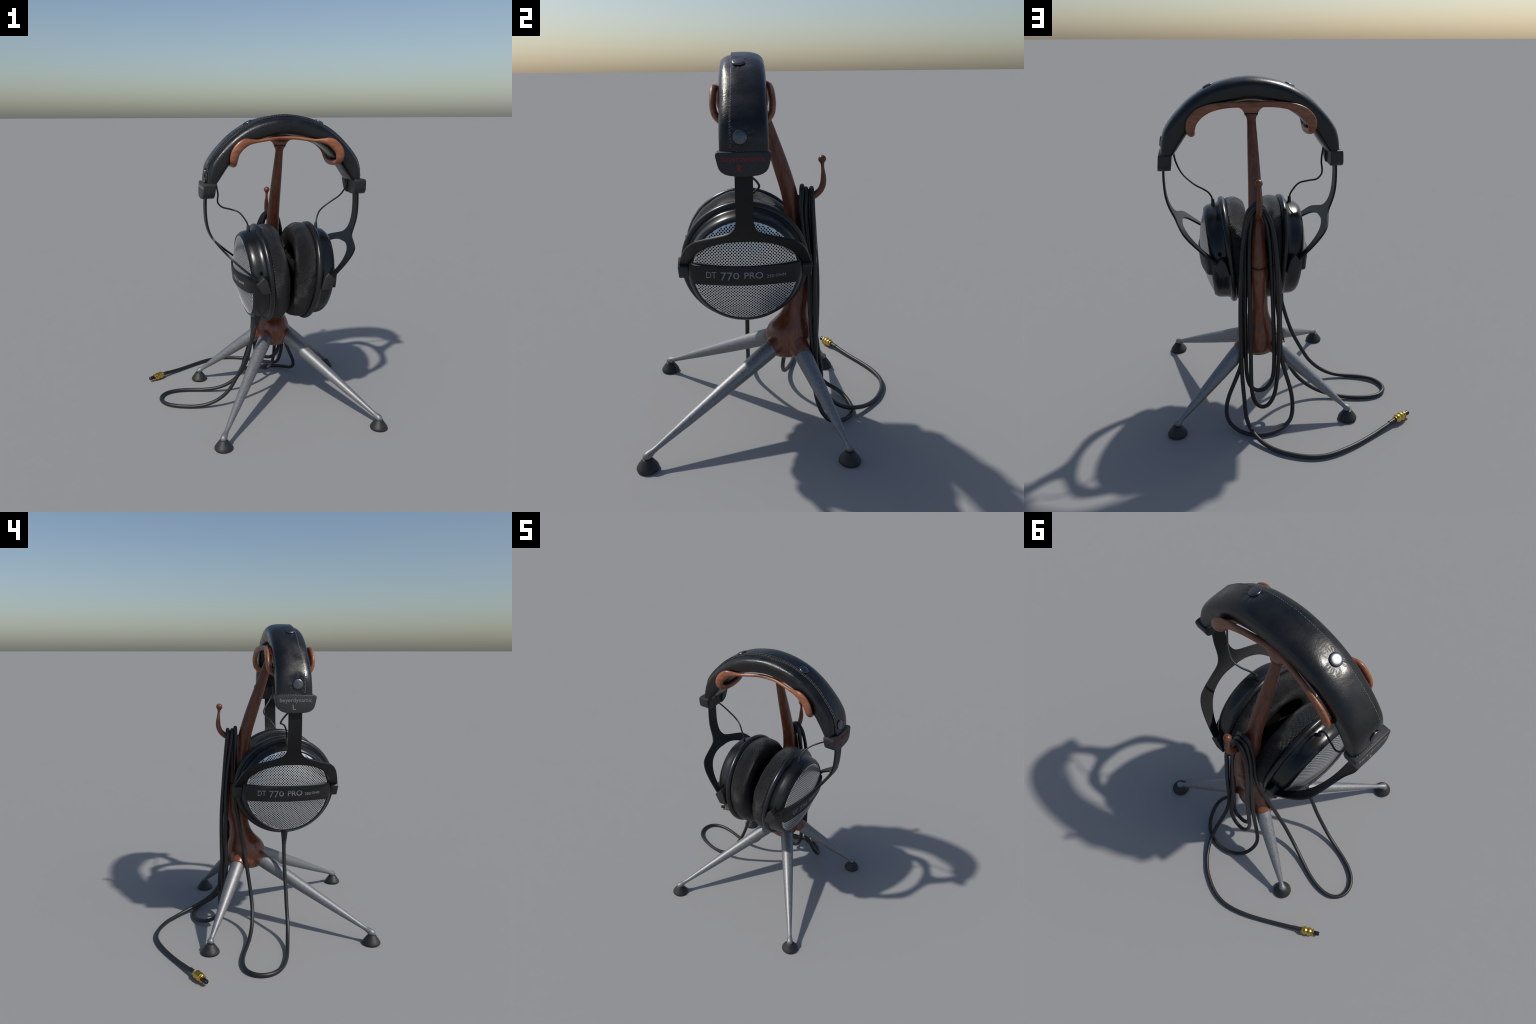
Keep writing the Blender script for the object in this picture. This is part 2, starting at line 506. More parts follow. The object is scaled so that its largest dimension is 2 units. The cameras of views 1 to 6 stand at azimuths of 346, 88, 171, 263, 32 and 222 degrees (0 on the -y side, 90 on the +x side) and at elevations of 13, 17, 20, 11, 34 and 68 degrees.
BUTTONS = [(0.239, 1.0), (-0.239, 1.0), (0.5145, 0.0), (-0.5145, 0.0)]
button_at = []
for x, up in BUTTONS:
    if up:
        i = int(np.argmin(np.abs(BO[:, 0] - x)))
    else:
        c = np.where(np.sign(BO[:, 0]) == math.copysign(1, x))[0]
        i = int(c[np.argmin(np.abs(BO[c, 1] - 1.643))])
    t = BO[min(i + 1, NU - 1)] - BO[i - 1]
    t /= np.linalg.norm(t)
    nrm = np.array((-t[1], t[0]))
    if nrm @ BN[i] < 0:
        nrm = -nrm
    button_at.append((np.array((CX + BO[i, 0], CY - 0.013, BO[i, 1])), np.array((nrm[0], 0, nrm[1]))))

# padded core: sits a step lower than the cover
NS = 72
V, F = [], []
for i in range(NU):
    for j in range(NS):
        a = 2 * math.pi * j / NS
        p = band_point(i, a, inset=0.012, half=HALF - 0.004, shift=-0.004)
        V.append(p)
for i in range(NU - 1):
    for j in range(NS):
        F.append((i*NS + j, i*NS + (j+1) % NS, (i+1)*NS + (j+1) % NS, (i+1)*NS + j))
F += [tuple(range(NS)), tuple((NU-1)*NS + j for j in range(NS))[::-1]]
HEADBAND = add("headband", make_mesh("headband", V, F, 60), M_LEATHER_PAD, PHONES)

# leather cover: wraps the top and the back, with a cut front edge that rounds off at both ends
NP = 84
arc = np.r_[0, np.cumsum(np.linalg.norm(np.diff(BO, axis=0), axis=1))]


def front_phi(i):
    d = min(arc[i], arc[-1] - arc[i])
    y = -0.050 + (0.030 * (1 - math.sqrt(max(0, 1 - (1 - d / 0.03) ** 2))) if d < 0.03 else 0)
    c = -(abs(y) / HALF) ** (POWER / 2)
    return math.acos(c)


def cover_point(i, phi, lift=0.0):
    p = band_point(i, phi)
    # puckers round each button
    for c, nrm in button_at:
        d = p - c
        r = np.linalg.norm(d)
        if r < 0.11:
            t1 = np.array((nrm[2], 0, -nrm[0]))
            th = math.atan2(d @ np.array((0, 1.0, 0)), d @ t1)
            p = p - nrm * (0.0045 * math.exp(-(r / 0.040) ** 2)) + nrm * (0.0011 * math.cos(9 * th + 2 * math.sin(3 * th)) * math.exp(-((r - 0.045) / 0.016) ** 2))
    if lift:
        n3 = np.array((BN[i][0], 0, BN[i][1]))
        p = p + n3 * lift
    return p


V, F = [], []
for layer in (0, 1):
    for i in range(NU):
        pa, pb = front_phi(i), math.radians(-38)
        for j in range(NP):
            phi = pa + (pb - pa) * j / (NP - 1)
            if layer == 0:
                V.append(cover_point(i, phi))
            else:
                V.append(band_point(i, phi, inset=0.0122, half=HALF - 0.0042, shift=-0.004))
o = NU * NP
for i in range(NU - 1):
    for j in range(NP - 1):
        a = i*NP + j
        F.append((a, a + 1, a + NP + 1, a + NP))
        F.append((o + a, o + a + NP, o + a + NP + 1, o + a + 1))
    F.append((i*NP, (i+1)*NP, o + (i+1)*NP, o + i*NP))
    F.append((i*NP + NP-1, o + i*NP + NP-1, o + (i+1)*NP + NP-1, (i+1)*NP + NP-1))
for i in (0, NU - 1):
    for j in range(NP - 1):
        F.append((i*NP + j, o + i*NP + j, o + i*NP + j+1, i*NP + j+1))
add("cover", make_mesh("cover", V, F, 50), M_LEATHER, HEADBAND)

# stitches: two rows along the cut edge, one along each hem
stitch_parts = []


def stitch(a, b, r=0.0016):
    a, b = np.array(a), np.array(b)
    P = [a, a * 0.75 + b * 0.25, a * 0.25 + b * 0.75, b]
    stitch_parts.append(tube(P, [r * 0.55, r, r, r * 0.55], seg=6, first=(0.3, 0.5, 0.8)))


pitch = 0.0124
row = np.arange(0.012, arc[-1] - 0.012, pitch)
for k, s0 in enumerate(row):
    i0 = int(np.searchsorted(arc, s0))
    i1 = int(np.searchsorted(arc, s0 + pitch * 0.58))
    if i1 <= i0 or i1 >= NU:
        continue
    stitch(cover_point(i0, front_phi(i0) - 0.035, 0.0004), cover_point(i1, front_phi(i1) - 0.035, 0.0004))
    e0 = cover_point(i0, front_phi(i0) + 0.005, -0.0065) + np.array((0, -0.0006, 0))
    e1 = cover_point(i1, front_phi(i1) + 0.005, -0.0065) + np.array((0, -0.0006, 0))
    stitch(e0, e1, 0.0015)
for i in (1, NU - 2):
    pa = front_phi(i)
    prev = None
    for q in np.linspace(pa - 0.1, math.radians(25), 400):
        p = cover_point(i, q, 0.0004)
        if prev is None:
            prev, on = p, True
        if np.linalg.norm(p - prev) > (pitch * 0.58 if on else pitch * 0.42):
            if on:
                stitch(prev, p)
            prev, on = p, not on
V, F = join(stitch_parts)
st = add("stitching", make_mesh("stitching", V, F, 180), M_THREAD, HEADBAND)
st["kind"] = "stuff"

# rivet buttons
prof = smooth_profile([(-0.012, 0.024), (-0.003, 0.029), (0.002, 0.0313), (0.0055, 0.0313), (0.0085, 0.0288), (0.0101, 0.0240), (0.0112, 0.016), (0.0118, 0.008), (0.0120, 0.0004)], 36)
V, F = lathe(prof, 48)
BUTTON = make_mesh("button", V, F, 35)
for c, nrm in button_at:
    mw = Matrix.Translation(Vector(c - nrm * 0.0035)) @ Vector((1, 0, 0)).rotation_difference(Vector(nrm)).to_matrix().to_4x4()
    add("button", BUTTON, M_CHROME, HEADBAND, mw)


# ------------------------------------------------------------------ both sides: built once facing +x, turned round for the other side
def lettering(words, depth=0.0011):
    """words: (text, y0, y1, z0, z1, bold, mode) laid out on a (y, z) sheet; gives vertices and faces, x to be set later."""
    V, F = [], []
    for text, y0, y1, z0, z1, bold in words:
        cu = bpy.data.curves.new("text", "FONT")
        cu.body = text
        cu.resolution_u = 6
        cu.offset = bold
        ob = bpy.data.objects.new("text", cu)
        scene.collection.objects.link(ob)
        bpy.context.view_layer.update()
        me = bpy.data.meshes.new_from_object(ob.evaluated_get(bpy.context.evaluated_depsgraph_get()))
        P = np.array([v.co[:] for v in me.vertices])
        lo, hi = P.min(0), P.max(0)
        Q = np.zeros((len(P), 2))
        Q[:, 0] = y0 + (P[:, 0] - lo[0]) / (hi[0] - lo[0]) * (y1 - y0)
        Q[:, 1] = z0 + (P[:, 1] - lo[1]) / (hi[1] - lo[1]) * (z1 - z0)
        o = len(V)
        V += [tuple(q) for q in Q]
        F += [tuple(i + o for i in p.vertices) for p in me.polygons]
        bpy.data.objects.remove(ob)
        bpy.data.curves.remove(cu)
        bpy.data.meshes.remove(me)
    return V, F


def raised_letters(name, words, surface):
    V2, F2 = lettering(words)
    n = len(V2)
    V = [(surface(y, z) + 0.0012, y, z) for y, z in V2] + [(surface(y, z) - 0.001, y, z) for y, z in V2]
    edges = {}
    for f in F2:
        for a, b in zip(f, f[1:] + f[:1]):
            edges[(a, b)] = 1
    F = [f for f in F2]
    F += [(a, b, b + n, a + n)[::-1] for (a, b) in edges if (b, a) not in edges]
    return make_mesh(name, V, F, 20)


TILT = math.radians(5.0)
CUP_IN_SIDE = Matrix.Translation((0.1545, 0, 0.966)) @ Matrix.Rotation(TILT, 4, "Y")

# -- cup shell, rim, grille, pad (in the cup's own frame: x outwards along its axis)
shell_prof = smooth_profile([(0.006, 0.3140), (0.016, 0.3085), (0.026, 0.3010), (0.040, 0.2960), (0.060, 0.2938), (0.083, 0.2905), (0.098, 0.2855), (0.1085, 0.2780), (0.1155, 0.2705), (0.1170, 0.2665), (0.1150, 0.2635), (0.108, 0.2620), (0.09, 0.261)], 60)
V, F = lathe([(0.0, 0.05)] + [(0.004, 0.285)] + shell_prof, 128)
SHELL = make_mesh("ear_cup", V, F, 60)
rim_prof = [(0.001 + 0.0205 * math.cos(a) * (1.0 if abs(math.cos(a)) < 0.99 else 1), 0.3075 + 0.0230 * math.sin(a)) for a in np.linspace(0, 2 * math.pi, 28, endpoint=False)]
V, F = lathe(rim_prof, 128, closed=True)
RIM = make_mesh("rim", V, F, 180)
pad_prof = smooth_profile([(-0.010, 0.300), (-0.021, 0.3115), (-0.045, 0.3175), (-0.076, 0.3170), (-0.104, 0.3050), (-0.125, 0.283), (-0.1335, 0.252), (-0.1340, 0.222), (-0.125, 0.190), (-0.108, 0.167), (-0.078, 0.155), (-0.045, 0.152), (-0.012, 0.155)], 60)
V, F = lathe(pad_prof, 240)
V = np.array(V)
ang = np.arctan2(V[:, 1], V[:, 2])
swell = 0.0016 * np.sin(5 * ang + 1.0) + 0.0011 * np.sin(11 * ang + 30 * V[:, 0]) + 0.0008 * np.sin(23 * ang + 2)
rr_ = np.hypot(V[:, 1], V[:, 2])
scale = 1 + swell / rr_
V[:, 1] *= scale
V[:, 2] *= scale
V[:, 0] -= swell * 0.6
PAD = make_mesh("ear_pad", V, F, 180)
V, F = lathe([(-0.028, 0.0005), (-0.027, 0.09), (-0.024, 0.158)], 64)
BAFFLE = make_mesh("baffle", V, F)

GR, G0, GH = 0.2620, 0.1130, 0.0550


def dome(y, z):
    return G0 + GH * (1 - (y * y + z * z) / GR ** 2)


# perforated sheet: a square lattice stood on its corner, every cell pierced by a round hole
LAT, HOLE = 0.01145, 0.0041
ca = math.sqrt(0.5)
V, F = [], []
half = int(GR / LAT) + 2
index = {}


def vert(key, a, b):
    if key not in index:
        y, z = (a - b) * ca, (a + b) * ca
        r = math.hypot(y, z)
        if r > GR:
            y, z = y * GR / r, z * GR / r
        index[key] = len(V)
        V.append((dome(y, z), y, z))
    return index[key]


for i in range(-half, half + 1):
    for j in range(-half, half + 1):
        a0, b0 = i * LAT, j * LAT
        if math.hypot(a0, b0) > GR + LAT * 0.3:
            continue
        ring = []
        for k in range(12):
            th = math.pi / 4 + k * math.pi / 6
            c, s = math.cos(th), math.sin(th)
            m = 0.5 * LAT / max(abs(c), abs(s))
            oa, ob_ = a0 + m * c, b0 + m * s
            outer = vert((round(oa * 1e5), round(ob_ * 1e5)), oa, ob_)
            inner = vert(("h", i, j, k), a0 + HOLE * c, b0 + HOLE * s)
            ring.append((outer, inner))
        solid = math.hypot(a0, b0) > GR - LAT * 0.62
        for k in range(12):
            (o0, i0), (o1, i1) = ring[k], ring[(k + 1) % 12]
            if len({o0, o1, i1, i0}) == 4:
                F.append((o0, o1, i1, i0))
        if solid:
            F.append(tuple(r_[1] for r_ in ring))
GRILLE = make_mesh("grille", V, F, 180)
GRILLE = baked("grille", GRILLE, [("SOLIDIFY", dict(thickness=0.0009, offset=-1.0))])
shade(GRILLE, 40)
V, F = lathe(smooth_profile([(dome(0, r) - 0.0026, max(r, 0.0005)) for r in np.linspace(0, 0.2625, 14)], 24), 64)
LINER = make_mesh("grille_liner", V, F)

# -- name strip across the grille, turning down over the shell at both ends
ZS0, ZS1 = -0.053, 0.049


def strip_x(y, z=0.0):
    return 0.1765 - 0.54 * y * y - 2.0 * max(0.0, abs(y) - 0.24) ** 1.6


def disc(y, z):
    return math.sqrt(max(0.0, 0.2935 ** 2 - z * z))


rows = [-1.0, -0.985, -0.95, -0.9] + list(np.linspace(-0.8, 0.8, 33)) + [0.9, 0.95, 0.985, 1.0]
V, F = [], []
zrow = [(ZS0, 0.004), (ZS0 + 0.0012, 0.0012), (ZS0 + 0.004, 0.0), (0.0, 0.0), (ZS1 - 0.004, 0.0), (ZS1 - 0.0012, 0.0012), (ZS1, 0.004)]
for f in rows:
    col = []
    for z, drop in zrow:
        ymax = 0.272 - 0.10 * z * z / 0.05 - (0.006 if z < 0 else 0)
        y = f * ymax
        V.append((strip_x(y) - drop, y, z))
nz = len(zrow)
base = len(V)
for f in rows:
    for z, drop in zrow:
        ymax = 0.280 - 0.10 * z * z / 0.05
        y = f * ymax
        V.append((min(strip_x(f * 0.272) - 0.02, dome(y, z) - 0.004) if abs(f) < 0.9 else 0.085, y, z))
nr = len(rows)
for i in range(nr - 1):
    for j in range(nz - 1):
        a = i*nz + j
        F.append((a, a + 1, a + nz + 1, a + nz))
    for j in (0, nz - 1):
        a, b = i*nz + j, (i+1)*nz + j
        F.append((a, b, base + b, base + a))
for i in (0, nr - 1):
    for j in range(nz - 1):
        a = i*nz + j
        F.append((a, a + 1, base + a + 1, base + a))
STRIP = make_mesh("name_strip", V, F, 32)
STRIP_TEXT = raised_letters("strip_lettering", [("DT", -0.194, -0.143, -0.0135, 0.020, 0.004), ("77", -0.122, -0.064, -0.0235, 0.020, 0.002), ("0", -0.061, -0.031, -0.0155, 0.018, 0.002),
                                              ("PRO", -0.006, 0.086, -0.0145, 0.0195, 0.004), ("250", 0.104, 0.141, -0.0135, 0.0035, 0.0), ("OHM", 0.149, 0.199, -0.010, 0.0055, 0.0)], lambda y, z: strip_x(y))

# -- hole in the shell beside the rear pivot
V, F = lathe([(-0.01, 0.0005), (0.0, 0.0005), (0.0, 0.0130), (-0.01, 0.0130)], 32)
PORT = make_mesh("vent_port", V, F, 30)

# -- slider block, yoke and pivot blocks (side frame: x outwards, y, z up; middle at the common axis)
half_outline = [(0.0, 1.4770), (0.037, 1.4780), (0.064, 1.4815), (0.082, 1.4870), (0.097, 1.4970), (0.1070, 1.5100), (0.1120, 1.5250), (0.1210, 1.5630), (0.1205, 1.5715), (0.1170, 1.5780), (0.1100, 1.5810)]
outline = half_outline + [(-a, b) for a, b in half_outline[:0:-1]]
nn = len(outline)
SLOPE = 0.11
V = []
for x in (0.459, 0.5350):
    for a, b in outline:
        V.append((x + (1.581 - b) * SLOPE, a, b))
F = [tuple(range(nn)), tuple(range(2*nn - 1, nn - 1, -1))] + [(i, (i+1) % nn, nn + (i+1) % nn, nn + i) for i in range(nn)]
SLIDER = make_mesh("slider_block", V, F, 30)
# hollow on the inner side, open downwards
cut = bpy.data.objects.new("cutter", make_mesh("cutter", [(x, y, z) for x in (0.40, 0.478) for y in (-0.058, 0.058) for z in (1.40, 1.60)], [(0, 1, 3, 2), (4, 6, 7, 5), (0, 4, 5, 1), (2, 3, 7, 6), (0, 2, 6, 4), (1, 5, 7, 3)], 30))
scene.collection.objects.link(cut)
SLIDER = baked("slider_block", SLIDER, [("BOOLEAN", dict(operation="DIFFERENCE", object=cut, solver="EXACT")), ("BEVEL", dict(width=0.0075, segments=4, limit_method="ANGLE", angle_limit=math.radians(40)))])
cm = cut.data
bpy.data.objects.remove(cut)
bpy.data.meshes.remove(cm)
shade(SLIDER, 35)


def slider_face(y, z):
    return 0.5350 + (1.581 - z) * SLOPE


NAME_R = raised_letters("slider_lettering", [("beyerdynamic", -0.095, 0.093, 1.5340, 1.5645, 0.0), ("R", -0.0265, -0.0045, 1.4985, 1.5265, 0.012)], slider_face)
NAME_L = raised_letters("slider_lettering", [("beyerdynamic", -0.095, 0.093, 1.5340, 1.5645, 0.0), ("L", -0.0205, -0.0025, 1.4985, 1.5265, 0.008)], slider_face)

YZ = np.array([(0.930, 0.190), (0.960, 0.218), (0.995, 0.255), (1.07, 0.344), (1.14, 0.418), (1.19, 0.463), (1.25, 0.498), (1.31, 0.515), (1.40, 0.5225), (1.50, 0.5200)])
yz = spline([(z, x, 0) for z, x in YZ], 200)


def yoke_x(z):
    return float(np.interp(z, yz[:, 0], yz[:, 1]))


UPPER = [(0.0400, 1.300), (0.0405, 1.262), (0.0440, 1.240), (0.0540, 1.218), (0.0680, 1.2035), (0.0850, 1.195), (0.120, 1.1835), (0.160, 1.172), (0.205, 1.159), (0.245, 1.143), (0.270, 1.122), (0.290, 1.094), (0.305, 1.062), (0.3185, 1.028), (0.327, 1.000), (0.332, 0.975)]
LOWER = [(0.0, 1.152), (0.05, 1.1515), (0.10, 1.145), (0.14, 1.134), (0.18, 1.117), (0.215, 1.093), (0.24, 1.069), (0.26, 1.043), (0.275, 1.018), (0.286, 0.996), (0.296, 0.975), (0.332, 0.965)]
cols = sorted(set(np.round(np.r_[np.linspace(0, 0.04, 7), np.linspace(0.0405, 0.10, 22), np.linspace(0.105, 0.27, 24), np.linspace(0.273, 0.331, 24)], 5)))
cols = [-c for c in cols[:0:-1]] + cols
up = spline([(a, b, 0) for a, b in UPPER], 300)
lo = spline([(a, b, 0) for a, b in LOWER], 300)
NR = 26
V, F = [], []
for c in cols:
    z0 = float(np.interp(abs(c), lo[:, 0], lo[:, 1]))
    z1 = 1.262 if abs(c) <= 0.0405 else float(np.interp(abs(c), up[:, 0], up[:, 1]))
    z1 = max(z1, z0 + 0.001)
    for k in range(NR):
        z = z0 + (z1 - z0) * k / (NR - 1)
        V.append((yoke_x(z), c, z))
for i in range(len(cols) - 1):
    for k in range(NR - 1):
        a = i*NR + k
        F.append((a, a + 1, a + NR + 1, a + NR))
stem = [i for i, c in enumerate(cols) if abs(c) <= 0.0401]
ns = 16
prev = [i*NR + NR - 1 for i in stem]
for k in range(1, ns + 1):
    z = 1.262 + (1.505 - 1.262) * k / ns
    cur = []
    for i in stem:
        cur.append(len(V))
        V.append((yoke_x(min(z, 1.5)), cols[i], z))
    for q in range(len(stem) - 1):
        F.append((prev[q], cur[q], cur[q + 1], prev[q + 1]))
    prev = cur
YOKE = make_mesh("yoke", V, F, 180)
# make sure the sheet faces outwards before it gets its thickness
if sum(p.normal.x for p in YOKE.polygons) < 0:
    YOKE.flip_normals()
YOKE = baked("yoke", YOKE, [("SOLIDIFY", dict(thickness=0.0115, offset=-1.0)), ("BEVEL", dict(width=0.0022, segments=2, limit_method="ANGLE", angle_limit=math.radians(50)))])
shade(YOKE, 38)

PENTAGON = [(0.211, 1.022), (0.257, 0.975), (0.218, 0.908), (0.164, 0.914), (0.187, 0.994)]
PIVOT_BACK = prism("pivot_block", PENTAGON, (0.284, 0.338), "y", 0.006)
PIVOT_FRONT = prism("pivot_block", PENTAGON, (-0.338, -0.284), "y", 0.006)
V, F = lathe([(-0.012, 0.0145), (0.0, 0.0140), (0.020, 0.0110), (0.049, 0.0095), (0.051, 0.0085), (0.051, 0.0005)], 24)
RELIEF = make_mesh("strain_relief", V, F, 40)
UPRIGHT = Matrix.Rotation(-math.pi / 2, 4, "Y")

for side in (+1, -1):
    S = Matrix.Translation((CX, CY, 0)) @ Matrix.Rotation(0 if side > 0 else math.pi, 4, "Z")
    C = S @ CUP_IN_SIDE
    cup = add("ear_cup", SHELL, M_CUP, PHONES, C)
    add("rim", RIM, M_RIM, cup, C)
    add("ear_pad", PAD, M_WEAVE, cup, C)
    add("baffle", BAFFLE, M_DARK, cup, C)
    add("grille", GRILLE, M_GRILLE, cup, C)
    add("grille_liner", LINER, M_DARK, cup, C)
    add("name_strip", STRIP, M_STRIP, cup, C)
    add("strip_lettering", STRIP_TEXT, M_GREY, cup, C)
    port_dir = Vector((0.02, 0.282, 0.072)).normalized()
    add("vent_port", PORT, M_DARK, cup, C @ Matrix.Translation(Vector((0.055, 0, 0)) + Vector((0, port_dir.y, port_dir.z)).normalized() * 0.2948) @ Vector((1, 0, 0)).rotation_difference(Vector((0, port_dir.y, port_dir.z)).normalized()).to_matrix().to_4x4())
    sl = add("slider_block", SLIDER, M_PLASTIC, PHONES, S)
    add("slider_lettering", NAME_R if side > 0 else NAME_L, M_RED if side > 0 else M_PALE, sl, S)
    yk = add("yoke", YOKE, M_YOKE, PHONES, S)
    add("pivot_block", PIVOT_BACK, M_PLASTIC, yk, S)
    add("pivot_block", PIVOT_FRONT, M_PLASTIC, yk, S)
    add("strain_relief", RELIEF, M_PLASTIC, cup, S @ Matrix.Translation((0.2345, 0, 1.238)) @ UPRIGHT)

# ------------------------------------------------------------------ thin wires from slider to cup
WIRES = [
    [(0.612, -0.156, 1.585), (0.603, -0.151, 1.530), (0.590, -0.139, 1.495), (0.566, -0.115, 1.456), (0.532, -0.089, 1.425), (0.492, -0.076, 1.394), (0.450, -0.090, 1.367), (0.417, -0.119, 1.335), (0.400, -0.142, 1.300), (0.395, -0.148, 1.275)],
    [(-0.290, -0.180, 1.585), (-0.283, -0.178, 1.545), (-0.276, -0.164, 1.517), (-0.270, -0.139, 1.489), (-0.269, -0.114, 1.462), (-0.262, -0.092, 1.435), (-0.236, -0.082, 1.408), (-0.183, -0.099, 1.393), (-0.129, -0.125, 1.373), (-0.097, -0.142, 1.333), (-0.079, -0.147, 1.300), (-0.0745, -0.148, 1.275)],
]
for w in WIRES:
    P = spline(w, 70)
    V, F = tube(P, 0.0054, seg=12)
    add("wire", make_mesh("wire", V, F, 180), M_CABLE, PHONES)

# ------------------------------------------------------------------ main cable: ground loop, four turns over the hook, tail to the plug
FROM_CUP = [(-0.015, -0.148, 0.655), (-0.024, -0.145, 0.583), (-0.044, -0.143, 0.501), (-0.068, -0.143, 0.421), (-0.096, -0.144, 0.345), (-0.130, -0.144, 0.274), (-0.166, -0.142, 0.206), (-0.205, -0.141, 0.141), (-0.254, -0.136, 0.088),
            (-0.311, -0.126, 0.049), (-0.377, -0.114, 0.024), (-0.446, -0.100, 0.0135), (-0.516, -0.081, 0.0125), (-0.579, -0.055, 0.013), (-0.631, -0.018, 0.013), (-0.661, 0.030, 0.0125), (-0.668, 0.081, 0.0125), (-0.651, 0.128, 0.013),
            (-0.611, 0.163, 0.013), (-0.553, 0.178, 0.013), (-0.485, 0.176, 0.013), (-0.412, 0.161, 0.013), (-0.337, 0.137, 0.018), (-0.263, 0.112, 0.032), (-0.194, 0.092, 0.059), (-0.133, 0.079, 0.101), (-0.082, 0.073, 0.156),
            (-0.044, 0.076, 0.222), (-0.018, 0.084, 0.299), (0.002, 0.095, 0.383), (0.017, 0.109, 0.471), (0.032, 0.123, 0.563), (0.045, 0.138, 0.657), (0.059, 0.153, 0.753), (0.072, 0.165, 0.849)]
TURN_A = [(0.083, 0.171, 1.00), (0.091, 0.168, 1.12), (0.108, 0.162, 1.24), (0.134, 0.159, 1.310), (0.168, 0.158, 1.331), (0.204, 0.153, 1.300), (0.230, 0.147, 1.220), (0.245, 0.154, 1.12), (0.257, 0.170, 1.0), (0.264, 0.186, 0.845), (0.269, 0.200, 0.63), (0.275, 0.214, 0.44)]
LOOP_A = [(0.283, 0.222, 0.350), (0.307, 0.222, 0.278), (0.336, 0.226, 0.209), (0.363, 0.240, 0.148), (0.379, 0.263, 0.098), (0.382, 0.294, 0.061), (0.371, 0.332, 0.037), (0.349, 0.371, 0.026), (0.317, 0.408, 0.019), (0.276, 0.437, 0.014), (0.228, 0.454, 0.0125),
          (0.180, 0.459, 0.0125), (0.130, 0.453, 0.015), (0.083, 0.438, 0.021), (0.042, 0.414, 0.030), (0.010, 0.382, 0.040), (-0.009, 0.345, 0.055), (-0.019, 0.308, 0.085), (-0.020, 0.280, 0.130), (-0.010, 0.261, 0.190), (0.009, 0.248, 0.262), (0.029, 0.239, 0.340), (0.041, 0.235, 0.430)]
TURN_B = [(0.046, 0.237, 0.6), (0.047, 0.236, 0.8), (0.058, 0.224, 1.0), (0.076, 0.207, 1.15), (0.103, 0.192, 1.25), (0.135, 0.182, 1.302), (0.168, 0.178, 1.316), (0.200, 0.176, 1.285), (0.221, 0.172, 1.2), (0.236, 0.180, 1.07), (0.244, 0.198, 0.85), (0.250, 0.208, 0.63),
          (0.251, 0.213, 0.448), (0.251, 0.216, 0.360), (0.249, 0.222, 0.295), (0.243, 0.230, 0.248), (0.232, 0.238, 0.215), (0.216, 0.243, 0.193), (0.194, 0.245, 0.180), (0.171, 0.246, 0.177), (0.148, 0.246, 0.182), (0.128, 0.246, 0.197), (0.111, 0.246, 0.220), (0.098, 0.246, 0.250), (0.090, 0.245, 0.285), (0.084, 0.243, 0.365), (0.083, 0.240, 0.47), (0.084, 0.238, 0.55)]
TURN_C = [(0.088, 0.224, 0.8), (0.093, 0.210, 1.0), (0.103, 0.204, 1.15), (0.121, 0.199, 1.25), (0.143, 0.198, 1.292), (0.168, 0.199, 1.304), (0.193, 0.197, 1.280), (0.207, 0.196, 1.2), (0.217, 0.206, 1.05), (0.221, 0.217, 0.85), (0.222, 0.226, 0.62), (0.223, 0.241, 0.478),
          (0.226, 0.260, 0.343), (0.227, 0.268, 0.283), (0.226, 0.272, 0.228), (0.222, 0.273, 0.179), (0.213, 0.273, 0.137), (0.199, 0.273, 0.104), (0.180, 0.273, 0.083), (0.157, 0.273, 0.075), (0.134, 0.273, 0.082), (0.112, 0.271, 0.103), (0.094, 0.268, 0.134), (0.081, 0.263, 0.173), (0.073, 0.259, 0.218), (0.067, 0.257, 0.268), (0.060, 0.260, 0.375), (0.057, 0.264, 0.544)]
TURN_D = [(0.059, 0.260, 0.8), (0.065, 0.244, 1.0), (0.077, 0.231, 1.15), (0.099, 0.219, 1.25), (0.131, 0.211, 1.303), (0.168, 0.208, 1.318), (0.204, 0.208, 1.283), (0.235, 0.210, 1.2), (0.257, 0.213, 1.07), (0.271, 0.218, 0.85)]
TAIL = [(0.279, 0.224, 0.650), (0.280, 0.227, 0.52), (0.279, 0.230, 0.416), (0.279, 0.235, 0.335), (0.278, 0.245, 0.269), (0.276, 0.260, 0.214), (0.274, 0.282, 0.168), (0.273, 0.310, 0.131), (0.272, 0.342, 0.100), (0.269, 0.377, 0.075), (0.261, 0.412, 0.057), (0.248, 0.448, 0.043), (0.231, 0.484, 0.033), (0.209, 0.520, 0.024), (0.182, 0.556, 0.017), (0.146, 0.593, 0.0125),
        (0.102, 0.630, 0.0125), (0.047, 0.661, 0.0125), (-0.012, 0.686, 0.0125), (-0.075, 0.701, 0.0125), (-0.139, 0.702, 0.013), (-0.201, 0.689, 0.014), (-0.262, 0.667, 0.015), (-0.321, 0.640, 0.014), (-0.377, 0.610, 0.0135), (-0.429, 0.580, 0.0135), (-0.479, 0.550, 0.015), (-0.527, 0.521, 0.019), (-0.574, 0.493, 0.023), (-0.612, 0.470, 0.0262)]
P = np.array((-0.003, 0.001, 0)) + spline(FROM_CUP + TURN_A + LOOP_A + TURN_B + TURN_C + TURN_D + TAIL, 1500)
V, F = tube(P, 0.0126, seg=16)
CABLE = add("cable", make_mesh("cable", V, F, 180), M_CABLE, PHONES)

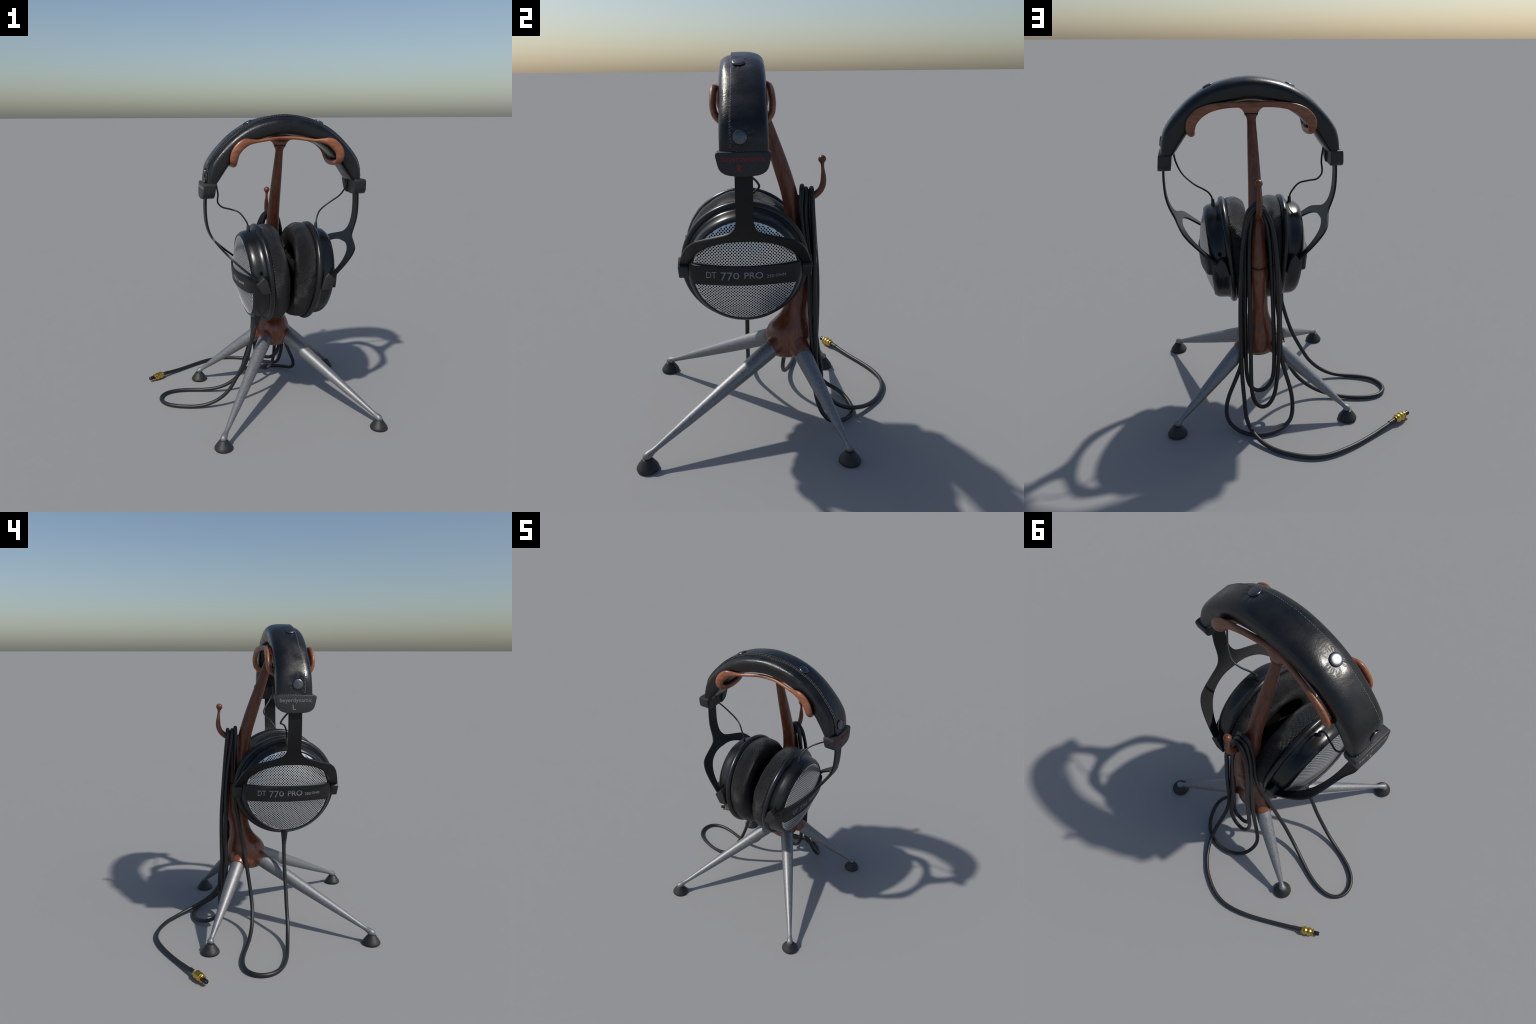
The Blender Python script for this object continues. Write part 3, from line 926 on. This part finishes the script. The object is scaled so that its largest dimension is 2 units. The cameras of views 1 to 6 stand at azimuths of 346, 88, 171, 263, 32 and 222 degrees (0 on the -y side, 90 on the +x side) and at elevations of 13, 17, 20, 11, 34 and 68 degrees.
d = Vector((-0.015 + 0.024, -0.148 + 0.145, 0.657 - 0.584)).normalized()
V, F = lathe(smooth_profile([(-0.010, 0.0120), (-0.004, 0.0140), (0.0, 0.0142), (0.030, 0.0170), (0.060, 0.0205), (0.085, 0.0225)], 20), 28)
add("cable_boot", make_mesh("cable_boot", V, F, 60), M_PLASTIC, CABLE, Matrix.Translation((-0.0245, -0.145, 0.578)) @ Vector((1, 0, 0)).rotation_difference(d).to_matrix().to_4x4())

# plug: sleeve, two gold knobs with grooves, black socket end with pin holes
a, b = Vector((-0.625, 0.4640, 0.0268)), Vector((-0.727, 0.4030, 0.0275))
d = (b - a).normalized()
PLUG = Matrix.Translation(a) @ Vector((1, 0, 0)).rotation_difference(d).to_matrix().to_4x4()
V, F = lathe([(-0.052, 0.0118), (-0.0505, 0.0132), (0.0, 0.0136), (0.004, 0.0136), (0.004, 0.001)], 28)
add("plug_sleeve", make_mesh("plug_sleeve", V, F, 30), M_CABLE, CABLE, PLUG)
gold = [(0.000, 0.0140), (0.000, 0.0190), (0.0015, 0.0200), (0.0085, 0.0205), (0.0095, 0.0190), (0.0125, 0.0220), (0.0165, 0.0253), (0.0240, 0.0268), (0.0310, 0.0257), (0.0365, 0.0225), (0.0395, 0.0222), (0.0440, 0.0250), (0.0510, 0.0272), (0.0590, 0.0265), (0.0660, 0.0238), (0.0680, 0.0205),
        (0.0690, 0.0185), (0.0740, 0.0185), (0.0745, 0.0225), (0.0765, 0.0232), (0.0815, 0.0230), (0.0830, 0.0215), (0.0830, 0.0135), (0.070, 0.0130)]
V, F = lathe(gold, 40)
add("plug_shell", make_mesh("plug_shell", V, F, 32), M_GOLD, CABLE, PLUG)
V, F = lathe([(0.065, 0.001), (0.065, 0.0138), (0.1195, 0.0138), (0.121, 0.0128), (0.121, 0.0105), (0.1165, 0.0100), (0.1165, 0.0004)], 32)
tip = add("plug_tip", make_mesh("plug_tip", V, F, 30), M_CUP, CABLE, PLUG)
pins = []
for k in range(3):
    th = 2 * math.pi * k / 3 + 0.5
    pv, pf = lathe([(0.112, 0.0024), (0.1185, 0.0024), (0.1198, 0.0016), (0.1198, 0.0003)], 12)
    pins.append(([(x, y + 0.0055 * math.cos(th), z + 0.0055 * math.sin(th)) for x, y, z in pv], pf))
V, F = join(pins)
add("plug_pins", make_mesh("plug_pins", V, F, 40), M_STEEL, CABLE, PLUG)
